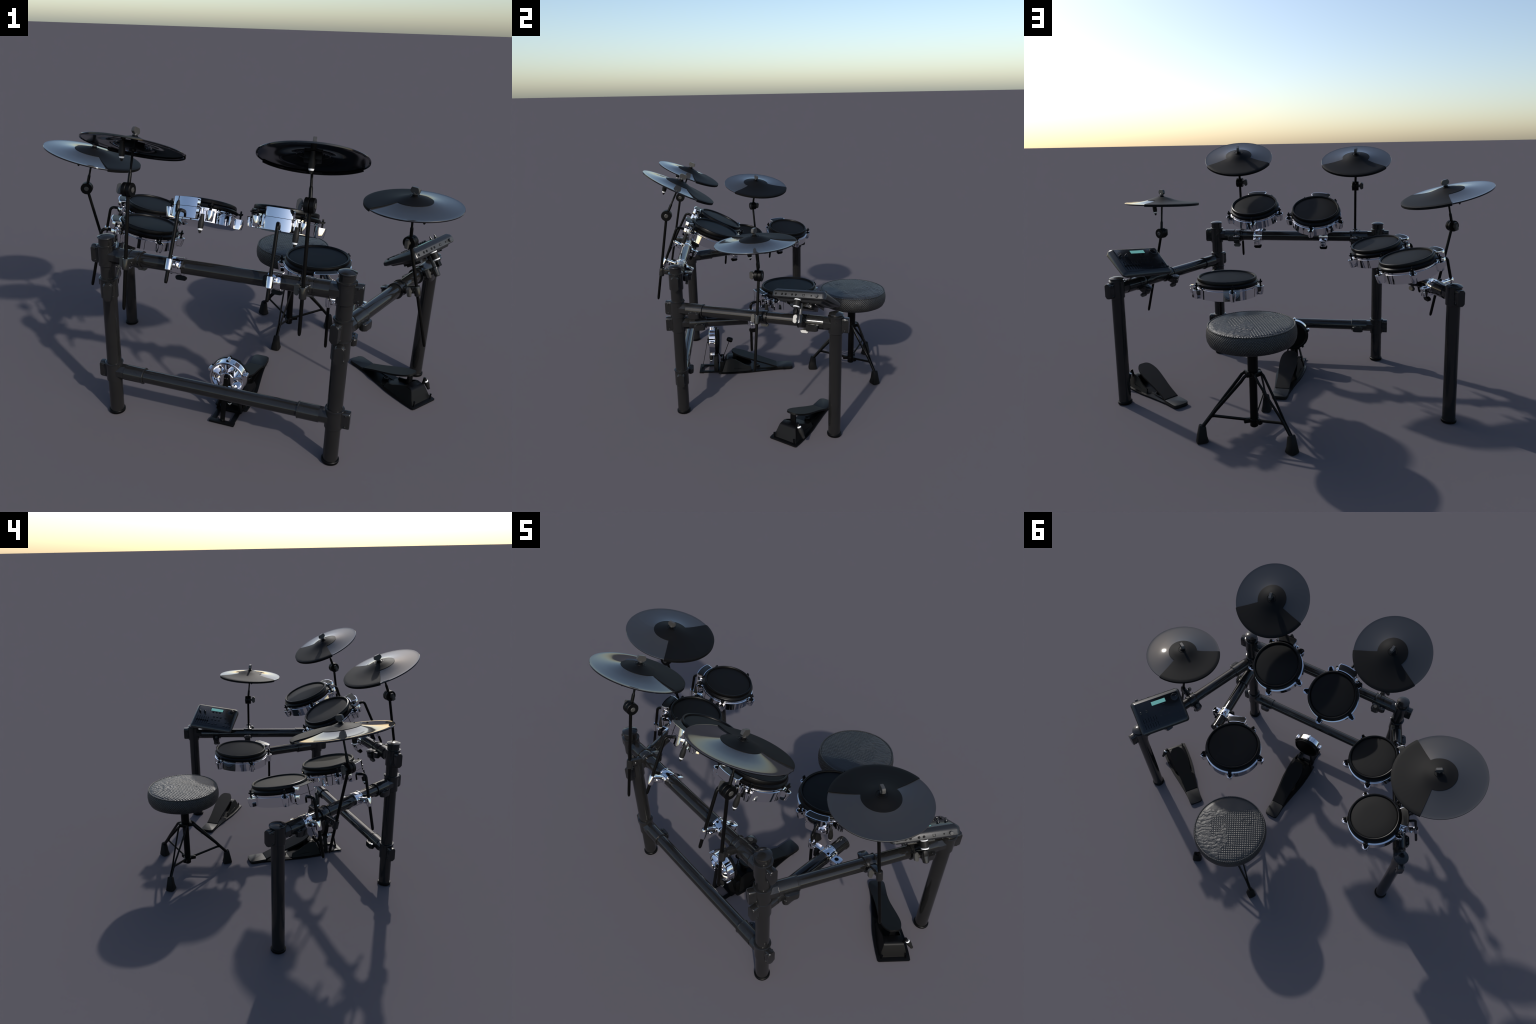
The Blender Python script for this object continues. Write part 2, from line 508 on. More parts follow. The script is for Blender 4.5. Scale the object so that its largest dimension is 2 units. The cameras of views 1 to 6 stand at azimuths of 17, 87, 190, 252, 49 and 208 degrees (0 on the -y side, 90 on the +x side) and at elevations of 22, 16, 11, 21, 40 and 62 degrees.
# ------------------------------------------------------------------ drum pads
def pad_meshes(R):
    """Mesh pad with head radius R; origin = head centre, Z = head normal."""
    o = R + .0185                                # outer radius of the hoop skirt
    hb = Build()
    hb.lathe([(R - .001, -.006), (R, .0), (R + .001, .0035), (R + .0035, .0062), (R + .0070, .0070), (R + .0105, .0052),
              (R + .0125, .001), (R + .0125, -.0090), (R + .0110, -.0110), (R + .0135, -.0135), (o - .001, -.0155), (o + .0012, -.0185), (o + .0012, -.0255),
              (o, -.0285), (R + .010, -.0295), (R + .002, -.0295), (R - .002, -.02)], 'hoop', n=96)
    head = Build()
    head.lathe([(R + .002, -.0035), (R - .001, -.0012), (R - .006, -.0004), (R * .5, .0004), (0, .0006)], 'head', n=96)
    sh = Build()
    s, zb = shell_r(R), shell_z(R)
    sh.lathe([(0, zb - .0035), (s * .50, zb - .0030), (s - .030, zb - .0015), (s - .010, zb - .0002), (s - .004, zb - .0004), (s, zb + .0014), (s, -.0460), (s + .0022, -.0450), (s + .0022, -.0425),
              (s + .0008, -.0415), (s - .0045, -.0405), (s - .0045, -.0375), (s - .0008, -.0370), (s - .0005, -.0325), (s - .003, -.0310), (s - .018, -.0300)], 'chrome', n=96)
    return hb.mesh('hoop'), head.mesh('drumhead'), sh.mesh('drum_pad')

shell_r = lambda R: R + .0200
shell_z = lambda R: -.0930 if R > .13 else -.0900

def lug_mesh(R):
    """Chrome lug cup standing on the shell, with the black hoop ear and its tension bolt; +X = outward."""
    b = Build()
    s, zb = shell_r(R), shell_z(R)
    n = 10
    def D(w, x0, x1, z):
        """Section of the cup: a flat back buried in the shell and a round nose."""
        return [(x0, -w * 1.12, z)] + [(x1 - w + w * math.cos(a), w * math.sin(a), z) for a in [math.pi * (i / n - .5) for i in range(n + 1)]] + [(x0, w * 1.12, z)]
    x0 = s - .005
    levels = [D(.0125, x0, s + .0255, zb + .003), D(.0135, x0, s + .0275, zb + .008), D(.0150, x0, s + .0315, -.062), D(.0160, x0, s + .0330, -.0480), D(.0158, x0, s + .0330, -.0452),
              D(.0138, x0 + .002, s + .0308, -.0450), D(.0125, x0 + .002, s + .029, -.0540)]
    k = len(levels[0]); vs = [p for l in levels for p in l]; fs = []
    for a in range(len(levels) - 1):
        for i in range(k):
            j = (i + 1) % k
            fs.append([a * k + i, a * k + j, (a + 1) * k + j, (a + 1) * k + i])
    fs.append(list(range(k))[::-1]); fs.append([(len(levels) - 1) * k + i for i in range(k)])
    b.raw(vs, fs, 'chrome')
    # hoop ear: a tongue that dips and then turns up at its tip
    cx = R + .0335
    secs = [(R + .012, .0165, -.0150), (R + .0185, .0130, -.0185), (R + .026, .0098, -.0205), (cx, .0090, -.0205), (cx + .006, .0075, -.0190), (cx + .0095, .0040, -.0170)]
    vs, fs = [], []
    for x, w, z in secs:
        vs += [(x, -w, z), (x, w, z), (x, w, z - .0065), (x, -w, z - .0065)]
    for i in range(len(secs) - 1):
        for q in range(4):
            r_ = (q + 1) % 4
            fs.append([4 * i + q, 4 * i + r_, 4 * i + 4 + r_, 4 * i + 4 + q][::-1])
    fs.append([0, 1, 2, 3]); e = 4 * (len(secs) - 1); fs.append([e + 3, e + 2, e + 1, e])
    b.raw(vs, fs, 'hoop')
    M = T((cx, 0, 0))
    b.cyl(.0040, -.054, -.010, 'hoop', M, n=12)
    b.cyl(.0066, -.0205, -.0175, 'hoop', M, n=16)
    b.box((-.0032, -.0032, -.018), (.0032, .0032, -.0070), 'hoop', M, bev=.0006)
    b.cyl(.0095, -.056, -.0500, 'hoop', M, n=16)
    return b.mesh('lug')

def box_mesh(R):
    """Curved trigger box on the rim; +X = outward."""
    r0 = R + (.0240 if R > .13 else .0190)
    r1, half = r0 + .0410, math.asin(min(1, .0535 / (R + .035)))
    def outline(inset, n=18):
        a = half - inset / (R + .035)
        ri, ro, c = r0 + inset, r1 - inset, max(.010 - inset, .003)
        pts = [(ro * math.cos(t), ro * math.sin(t)) for t in [-(a - c / ro) + 2 * (a - c / ro) * i / n for i in range(n + 1)]]
        pts += [((ro - c) * math.cos(a), (ro - c) * math.sin(a))]
        pts += [(ri * math.cos(t), ri * math.sin(t)) for t in [a - 2 * a * i / n for i in range(n + 1)]]
        pts += [((ro - c) * math.cos(a), -(ro - c) * math.sin(a))]
        return pts
    b = Build()
    b.prism(outline(0), -.0400, -.004, 'chrome', bev=.0022)
    b.prism(outline(.0006), -.0865, -.0416, 'chrome', bev=.0016)
    b.prism(outline(.0050), -.0440, -.0380, 'knob')
    b.prism(outline(.0042), -.0060, -.0031, 'boxpad', bev=.0006)
    # chrome side lugs that hold the box to the shell
    for s in (-1, 1):
        a = s * (half + .055)
        b.cyl(.0085, -.080, -.034, 'chrome', T(((R + .033) * math.cos(a), (R + .033) * math.sin(a), 0)), n=20, c=.003)
    return b.mesh('trigger_box')

PADKIT = {}
def drum_pad(center, normal, R, box_az, rod_bend_depth, bar_o, bar_dir):
    """One pad, its L-rod and its chrome clamp.  box_az: world azimuth of the trigger box."""
    if R not in PADKIT: PADKIT[R] = (*pad_meshes(R), lug_mesh(R), box_mesh(R))
    hoop, head, shell, lug, boxm = PADKIT[R]
    a = math.radians(box_az)
    n = V(normal).normalized(); c = V(center)
    M = frame(c, n, V((math.cos(a), math.sin(a), 0)))
    pad = put('drum_pad', shell, kit, M)
    put('hoop', hoop, pad, M)
    put('drumhead', head, pad, M)
    for i in range(5):
        put('lug', lug, pad, M @ Matrix.Rotation(math.radians(36 + 72 * i), 4, 'Z'))
    put('trigger_box', boxm, pad, M)
    # cable plug beside the box
    pa = math.radians(25 if R < .13 else 21)
    put('cable_plug', PLUG, pad, M @ T(((R + .050) * math.cos(pa), (R + .050) * math.sin(pa), -.064)))
    # L-rod: parallel to the pad axis, hooked over into the box
    hook = M @ V((R + .050, 0, -.066))
    bd = V(bar_dir).normalized()
    return M, hook, n, bd, pad

def l_rod(M, n, R, bar_point, bar_dir, out, reach, length=.295):
    """Rod that stands in the clamp on bar_point, rises along n and hooks into the box."""
    bd = V(bar_dir).normalized()
    z = (n - bd * n.dot(bd)).normalized()
    y = z.cross(bd)
    if y.dot(V(out)) < 0: y = -y
    foot = bar_point + y * reach
    hook_h = -.063
    c = M.translation
    # height along z at which the rod meets the hook level
    target = M @ V((R + .052, 0, hook_h))
    top = foot + z * (target - foot).dot(z)
    rb = .020
    inn = (target - top)
    inn = inn - z * inn.dot(z); inn.normalize()
    pts = [top - z * length, top - z * (length - .004), top - z * (length - .012)]
    rad = [.0045, .0064, .0074]
    pts.append(top - z * rb); rad.append(.0074)
    for i in range(1, 9):
        t = math.pi / 2 * i / 8
        pts.append(top - z * rb + inn * rb * (1 - math.cos(t)) + z * rb * math.sin(t)); rad.append(.0074)
    pts.append(target - inn * .002 if (target - top).length > rb + .004 else pts[-1] + inn * .02); rad.append(.0074)
    b = Build(); b.tube(pts, rad, 'rod', n=16)
    return b.mesh('mount_rod')

right_dir = (at(LR, 0) - at(PR, 0)).normalized()
left_dir = (at(LL, 0) - at(PL, 0)).normalized()
R_TOM, R_SN = .1225, .1440
PADS = [  # centre, normal, head radius, box azimuth, bar origin, bar direction, clamp point estimate, outward
    ((-.0726, -.3134, .9786), (-.0106, .4438, .896), R_TOM, -94.8, at(PL, Z_TOP), X, V((-.097, -.55, Z_TOP)), V((0, -1, 0))),
    ((.2903, -.3336, 1.0005), (.0300, .3617, .9330), R_TOM, -85.6, at(PL, Z_TOP), X, V((.314, -.55, Z_TOP)), V((0, -1, 0))),
    ((-.4168, -.1680, .8051), (.1746, .1300, .9733), R_TOM, -151, at(PL, Z_LEFT), left_dir, V((-.555, -.26, Z_LEFT)), V((-.9, -.4, 0))),
    ((-.5677, .1556, .7969), (.2064, .0786, .9753), R_TOM, -156, at(PL, Z_LEFT), left_dir, V((-.7135, .086, Z_LEFT)), V((-.9, -.4, 0))),
    ((.3562, .0782, .6578), (-.010, -.0060, .9998), R_SN, -66, at(PR, Z_ARM), arm_dir, V((.563, -.142, Z_ARM)), V((-1, 0, 0))),
]
for c, n, R, az, bo, bd, cp, out in PADS:
    M, hook, nn, bdv, pad = drum_pad(c, n, R, az, 0, bo, bd)
    bp = bo + V(bd).normalized() * (cp - bo).dot(V(bd).normalized())
    rod = put('mount_rod', l_rod(M, nn, R, bp, bd, out, REACH if R == R_TOM else REACH_SN), kit)
    clamp(bp, bd, nn, out, True, None if R == R_TOM else CLAMP_S)

# ------------------------------------------------------------------ cymbals
BOW = [(0, 1.0), (.08, .985), (.15, .92), (.22, .80), (.30, .63), (.38, .48), (.50, .315), (.65, .165), (.80, .068), (.92, .016), (1, 0)]
BOW = spline(BOW, 4)
def bow(t):
    for (a, x), (b_, y) in zip(BOW, BOW[1:]):
        if t <= b_: return x + (y - x) * (t - a) / (b_ - a)
    return 0.0
H_CYM = .034

def cymbal_meshes(R):
    """Rim plane at Z=0; +X is the middle of the playing zone."""
    base = Build()
    N = 128
    rr = [.014 + (R - .014) * i / 26 for i in range(27)]
    top = [(r, bow(r / R) * H_CYM) for r in rr]
    top[-1] = (R - .0012, .0006)
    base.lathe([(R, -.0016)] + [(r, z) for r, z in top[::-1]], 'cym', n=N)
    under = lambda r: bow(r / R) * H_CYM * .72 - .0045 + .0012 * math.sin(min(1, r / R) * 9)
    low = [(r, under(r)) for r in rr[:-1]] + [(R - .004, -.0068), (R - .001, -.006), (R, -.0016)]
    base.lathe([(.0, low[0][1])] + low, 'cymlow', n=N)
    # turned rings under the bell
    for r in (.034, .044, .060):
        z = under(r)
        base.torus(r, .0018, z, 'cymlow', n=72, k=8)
    rub = Build()
    rb, half, n = R * .385, math.radians(65), 26
    segs = []   # angle, outer radius
    for i in range(57): segs.append((-half + 2 * half * i / 56, R + .0022))
    for i in range(91): segs.append((half + (2 * math.pi - 2 * half) * i / 90, rb))
    th = .0050
    zone_t = lambda r: .0022 + (th - .0022) * max(0, min(1, (r / R - .45) / .40))
    r0 = .013
    vs = []
    for a, ro in segs:
        for k in range(n + 1):
            r = r0 + (ro - r0) * k / n
            e = zone_t(r) if k < n else th * .35
            t = min(r / R, 1)
            if r > R * .95: e = max(.0015, e - .0028 * ((r / R - .95) / .05) ** 2)
            vs.append((r * math.cos(a), r * math.sin(a), bow(t) * H_CYM + e))
        r = ro; t = min(r / R, 1)
        drop = -.0105 if ro > R else bow(t) * H_CYM - .001
        vs.append((r * math.cos(a), r * math.sin(a), drop))
        vs.append(((r - .006) * math.cos(a), (r - .006) * math.sin(a), -.0105 if ro > R else drop))
    K = n + 3; S = len(segs); fs = []
    for i in range(S):
        j = (i + 1) % S
        if abs(segs[i][1] - segs[j][1]) > .01: # radial step wall at the zone edge
            continue
        for k in range(K - 1): fs.append([i * K + k, i * K + k + 1, j * K + k + 1, j * K + k])
    rub.raw(vs, fs, 'cymrub')
    # walls along the two straight edges of the playing zone
    for a in (-half, half):
        w = []
        m = 16
        for k in range(m + 1):
            r = rb * .98 + (R + .0022 - rb * .98) * k / m
            t = min(r / R, 1); e = zone_t(r) - .0028 * (max(0, r / R - .95) / .05) ** 2
            w.append((r * math.cos(a), r * math.sin(a), bow(t) * H_CYM + max(.001, e)))
            w.append((r * math.cos(a), r * math.sin(a), bow(t) * H_CYM - .0008 if k < m else -.0105))
        ff = [[2 * k, 2 * k + 1, 2 * k + 3, 2 * k + 2] for k in range(m)]
        rub.raw(w, ff if a < 0 else [f[::-1] for f in ff], 'cymrub')
    rub.torus(.0235, .0011, bow(.0235 / R) * H_CYM + .0024, 'tilter', n=48, k=8)
    hub = Build()
    zt = H_CYM
    hub.lathe([(.016, zt - .004), (.0155, zt + .0035), (.012, zt + .005), (.012, zt + .009), (.0085, zt + .010), (0, zt + .010)], 'tilter', n=28)
    hub.box((-.036, -.032, zt - .046), (.030, .032, zt - .008), 'tilter', bev=.003)
    hub.cyl(.014, zt - .056, zt - .030, 'tilter', n=24)
    return base.mesh('cymbal', 40), rub.mesh('playing_zone', 40), hub.mesh('sensor_hub')

CYMKIT = {}
def cymbal(center, normal, R, mid_az, ball, rod_end, bar_dir, nut_sign, bar_o, out, nut_turn):
    if R not in CYMKIT: CYMKIT[R] = cymbal_meshes(R)
    base, rub, hubm = CYMKIT[R]
    a = math.radians(mid_az); n = V(normal).normalized(); c = V(center)
    M = frame(c, n, V((math.cos(a), math.sin(a), 0)))
    cy = put('cymbal', base, kit, M)
    put('playing_zone', rub, cy, M)
    put('sensor_hub', hubm, cy, M)
    put('wing_nut', NUT, cy, M @ T((0, 0, H_CYM + .0085)) @ Matrix.Rotation(math.radians(nut_turn), 4, 'Z'))
    put('cable_plug', PLUG, cy, M @ T((-.074, .0, .004)) @ Matrix.Rotation(math.radians(-12), 4, 'Y'))
    # stand: lower rod, tilter, upper rod
    ball, end = V(ball), V(rod_end)
    hub = c + n * (H_CYM - .03)
    bd = V(bar_dir).normalized()
    zr = (ball - end).normalized()
    st = Build()
    st.tube([end, end + zr * .005, end + zr * .014, ball - zr * .01], [.0042, .0062, .0073, .0073], 'rod')
    zu = (hub - ball)
    up = zu.normalized()
    st.tube([ball + up * .012, ball + up * .062, ball + up * .066, ball + up * .07, hub + up * .02], [.0073, .0073, .0062, .0050, .0050], 'rod')
    stand = put('cymbal_stand', st.mesh('cymbal_stand'), kit)
    # tilter: two toothed discs on a cross bolt
    t = Build()
    for s0, s1 in ((-.0195, -.0008), (.0008, .0195)):
        t.lathe([(0, s0), (.0265, s0), (.0285, s0 + .002), (.0285, s1 - .002), (.0265, s1), (0, s1)], 'tilter', n=36)
    t.lathe([(.011, .0193), (.011, .0205), (.0085, .0222), (.0035, .0222), (.003, .0205), (0, .0205)], 'nut', n=24)
    t.lathe([(0, -.0245), (.009, -.0245), (.009, -.019)][::1], 'nut', n=20)
    ax = -bd * nut_sign
    TM = frame(ball, ax, up)
    tl = put('tilter', t.mesh('tilter'), stand, TM)
    put('wing_nut', NUT_SMALL, stand, TM @ T((0, 0, -.022)) @ frame((0, 0, 0), -Z, X))
    # clamp where the rod crosses the bar
    bo = V(bar_o)
    k = 0
    s = (bo.z - end.z) / zr.z
    p = end + zr * s
    bp = bo + bd * (p - bo).dot(bd)
    # slide the clamp frame so that its socket meets the rod
    clamp(bp, bd, zr, out, False)
    return M

cymbal((-.2913, -.5204, 1.2448), (.0171, .3896, .9208), .2050, 83.5, (-.2860, -.5850, 1.0875), (-.2824, -.6744, .6091), X, -1, at(PL, Z_TOP), (0, -1, 0), 0)
cymbal((.4220, -.5211, 1.2651), (-.0469, .4451, .8942), .2048, 99.8, (.4375, -.5935, 1.1117), (.4452, -.6690, .6322), X, -1, at(PL, Z_TOP), (0, -1, 0), 0)
cymbal((-.7715, -.0661, 1.0824), (.2219, .1022, .9697), .2333, 24, (-.8052, -.0894, .9172), (-.7075, -.0540, .4432), left_dir, 1, at(PL, Z_LEFT), (-.9, -.4, 0), 0)
cymbal((.7770, -.1237, 1.0294), (-.0132, -.0528, .9985), .2045, 149.8, (.7841, -.1089, .8599), (.9042, -.1428, .3913), right_dir, -1, at(PR, Z_RIGHT), (.9, -.35, 0), 0)

# ------------------------------------------------------------------ sound module
# corners of the case seen by the player (back left, back right, front left, front right) and the panel plane
mTL, mTR, mBL, mBR = V((.949, .1993, .818)), V((.8006, -.040, .7856)), V((.8267, .2964, .7018)), V((.665, .0605, .6755))
mz = V((-.518, .2420, .8200)).normalized()
on_panel = V((.8373, .0829, .7856)) + mz * .0035
flat = lambda p: p - mz * (p - on_panel).dot(mz)
mc = flat((mTL + mTR + mBL + mBR) / 4)
mx = (flat(mTR) + flat(mBR) - flat(mTL) - flat(mBL)).normalized()
my = mz.cross(mx)                                   # towards the back edge
W_M, D_M = .2990, .2060
mc = mc - mx * .0045 + my * .0005
yd = 1
MM = Matrix((mx, my, mz)).transposed().to_4x4(); MM.translation = mc
def module():
    w, d = W_M, D_M
    b = Build()
    # wedge case: thick at the back, thin at the front, built from stacked rounded outlines
    lev = []
    for inset, zb, zf in ((.046, -.064, -.040), (.030, -.060, -.036), (.024, -.050, -.028), (.006, -.047, -.026), (0, -.042, -.022), (0, -.019, -.013), (.0035, -.0105, -.0075), (.016, 0, 0)):
        o = round_rect(w - 2 * inset, d - 2 * inset, max(.004, .020 - inset * .8), 6)
        lev.append([(x, y * yd, zf + (zb - zf) * (y / d + .5)) for x, y in o])
    k = len(lev[0]); vs = [p for l in lev for p in l]; fs = []
    for a in range(len(lev) - 1):
        for i in range(k):
            j = (i + 1) % k
            fs.append([a * k + i, a * k + j, (a + 1) * k + j, (a + 1) * k + i])
    fs.append(list(range(k))[::-1]); fs.append([(len(lev) - 1) * k + i for i in range(k)])
    if yd < 0: fs = [f[::-1] for f in fs]
    b.raw(vs, fs, 'module')
    mod = put('sound_module', b.mesh('sound_module'), kit, MM)
    uv = lambda u, v, z=0.0: T(((u - .5) * w, (.5 - v) * d * yd, z))
    pn = Build(); pn.prism(round_rect(w - .038, d - .036, .010), -.001, .0009, 'modpanel', bev=.0006)
    put('control_panel', pn.mesh('control_panel'), mod, MM)
    sc = Build(); sc.box((-.0465, -.0125, -.001), (.0465, .0125, .0010), 'modpanel', bev=.0006)
    sc.box((-.0425, -.0108, 0), (.0425, .0108, .0016), 'lcd', bev=.0003)
    put('screen', sc.mesh('screen'), mod, MM @ uv(.518, .206, .0006))
    wh = Build(); wh.lathe([(.0205, 0), (.0215, .0012), (.0205, .002), (.0185, .0010), (.0180, .0020), (.0165, .0026), (.004, .0024), (0, .0024)], 'modpanel', n=48)
    wh.torus(.0198, .0006, .0018, 'print', n=48, k=6)
    wh.cyl(.0035, .0015, .0030, 'module', T((.0095, .003, 0)), n=16)
    put('data_wheel', wh.mesh('data_wheel'), mod, MM @ uv(.852, .222, .0006))
    kn = Build(); kn.lathe([(.0080, 0), (.0085, .003), (.0065, .004), (.0062, .0090), (.0048, .0098), (.0042, .0098), (.0040, .0170), (.003, .0180), (0, .0180)], 'modpanel', n=24)
    kn.box((-.0007, .001, .0170), (.0007, .0036, .0184), 'print', bev=0)
    kme = kn.mesh('volume_knob')
    for u, v in ((.118, .350), (.236, .345)): put('volume_knob', kme, mod, MM @ uv(u, v, .0006))
    sl = Build(); sl.box((-.0014, -.032, 0), (.0014, .032, .0008), 'knob', bev=0)
    sl.box((.0024, -.032, 0), (.0030, .032, .0007), 'print', bev=0)
    sl.box((-.0042, -.0055, .0005), (.0042, .0055, .0080), 'modpanel', bev=.0012)
    sme = sl.mesh('slider')
    for i in range(6): put('slider', sme, mod, MM @ uv(.115 + .052 * i, .69, .0008))
    bt = Build(); bt.box((-.0065, -.0042, 0), (.0065, .0042, .0030), 'modpanel', bev=.001)
    bt.box((-.0065, .0052, 0), (.0045, .0060, .0006), 'print', bev=0)
    bme = bt.mesh('button')
    spots = [(.50, .50), (.58, .50), (.66, .50), (.78, .50), (.48, .63), (.56, .63), (.64, .63), (.43, .81), (.52, .81), (.60, .81),
             (.80, .83), (.87, .83), (.94, .83), (.82, .68), (.89, .68), (.44, .30), (.52, .30), (.60, .30)]
    for u, v in spots: put('button', bme, mod, MM @ uv(u, v, .0008))
    # rear panel with sockets
    bp = Build()
    bp.box((-w / 2 + .016, yd * d / 2 - .003, -.043), (w / 2 - .016, yd * d / 2 + .0012, -.019), 'modback', bev=.001)
    put('rear_panel', bp.mesh('rear_panel'), mod, MM)
    so = Build(); so.lathe([(.0058, 0), (.0055, .0012), (.0044, .0014), (.0038, .0010), (0, .0008)], 'knob', n=20)
    some = so.mesh('socket')
    rear = lambda u, z: MM @ T(((u - .5) * w, yd * d / 2 + .0012 * yd, z)) @ frame((0, 0, 0), V((0, yd, 0)), X)
    for u in (.91, .79, .72, .60, .53): put('socket', some, mod, rear(u, -.031))
    us = Build(); us.box((-.0062, -.0055, 0), (.0062, .0055, .0016), 'knob', bev=.0005); us.box((-.0042, -.0038, .001), (.0042, .0036, .0021), 'modback', bev=.0003)
    put('square_port', us.mesh('square_port'), mod, rear(.385, -.031))
    put('socket', some, mod, rear(.245, -.031) @ Matrix.Scale(.65, 4))
    pk = Build(); pk.cyl(.0085, 0, .010, 'modback', n=24, c=.0015)
    put('power_button', pk.mesh('power_button'), mod, rear(.145, -.031))
    # mount under the case: plate, angled stalk, clamp on the right-hand bar
    under = MM @ V((.01, 0, -.044))
    bpnt = at(PR, Z_RIGHT) + right_dir * (V((.835, .113, 0)) - at(PR, 0)).dot(right_dir)
    bpnt.z = Z_RIGHT
    outd = V((right_dir.y, -right_dir.x, 0))
    lean = V((-.0274, .0113, .0532)); lean -= right_dir * lean.dot(right_dir); lean.normalize()   # the mount leans back over the bar
    side = (outd - lean * outd.dot(lean)).normalized()
    rodp = bpnt + side * REACH
    mt = Build()
    mt.box((-.055, -.045, -.074), (.065, .045, -.050), 'joint', MM, bev=.004)
    for k in range(5):
        mt.box((-.085 + .04 * k, -.045, -.064), (-.081 + .04 * k, .060, -.048), 'joint', MM, bev=.001)
    mt.tube([rodp - lean * .025, rodp + lean * .030, rodp + lean * .075], .0088, 'nut', n=16)
    # rubber buffer with a white band at each end, hanging square to the case
    BUF = frame((.8951, .0737, .7462), mz, mx)
    mt.cyl(.0168, -.016, .016, 'plug', BUF, n=28, c=.003)
    mt.lathe([(.0135, -.0205), (.0160, -.0205), (.0172, -.0165), (.0150, -.015)], 'white', BUF, n=28)
    mt.lathe([(.0150, .015), (.0165, .0165), (.0165, .0195), (.0140, .0200)], 'white', BUF, n=28)
    mt.cyl(.011, .018, .036, 'joint', BUF, n=20)
    mt.cyl(.006, -.030, -.015, 'knob', BUF, n=14)
    mt.box((-.010, -.008, -.052), (.010, .008, -.028), 'knob', BUF, bev=.002)
    mount = put('module_mount', mt.mesh('module_mount'), kit)
    clamp(bpnt, right_dir, lean, outd, False)
module()

# ------------------------------------------------------------------ pedals
def board_outline():
    """Foot board outline: x = across, y = along (0 at the toe)."""
    side = spline([(.0, 0), (.023, .004), (.039, .022), (.049, .058), (.0505, .100), (.0455, .165), (.0400, .225), (.0390, .275), (.0390, .300)], 6)
    right = [(x, y) for x, y in side]
    left = [(-x, y) for x, y in side[::-1][:-1]]
    return right + left

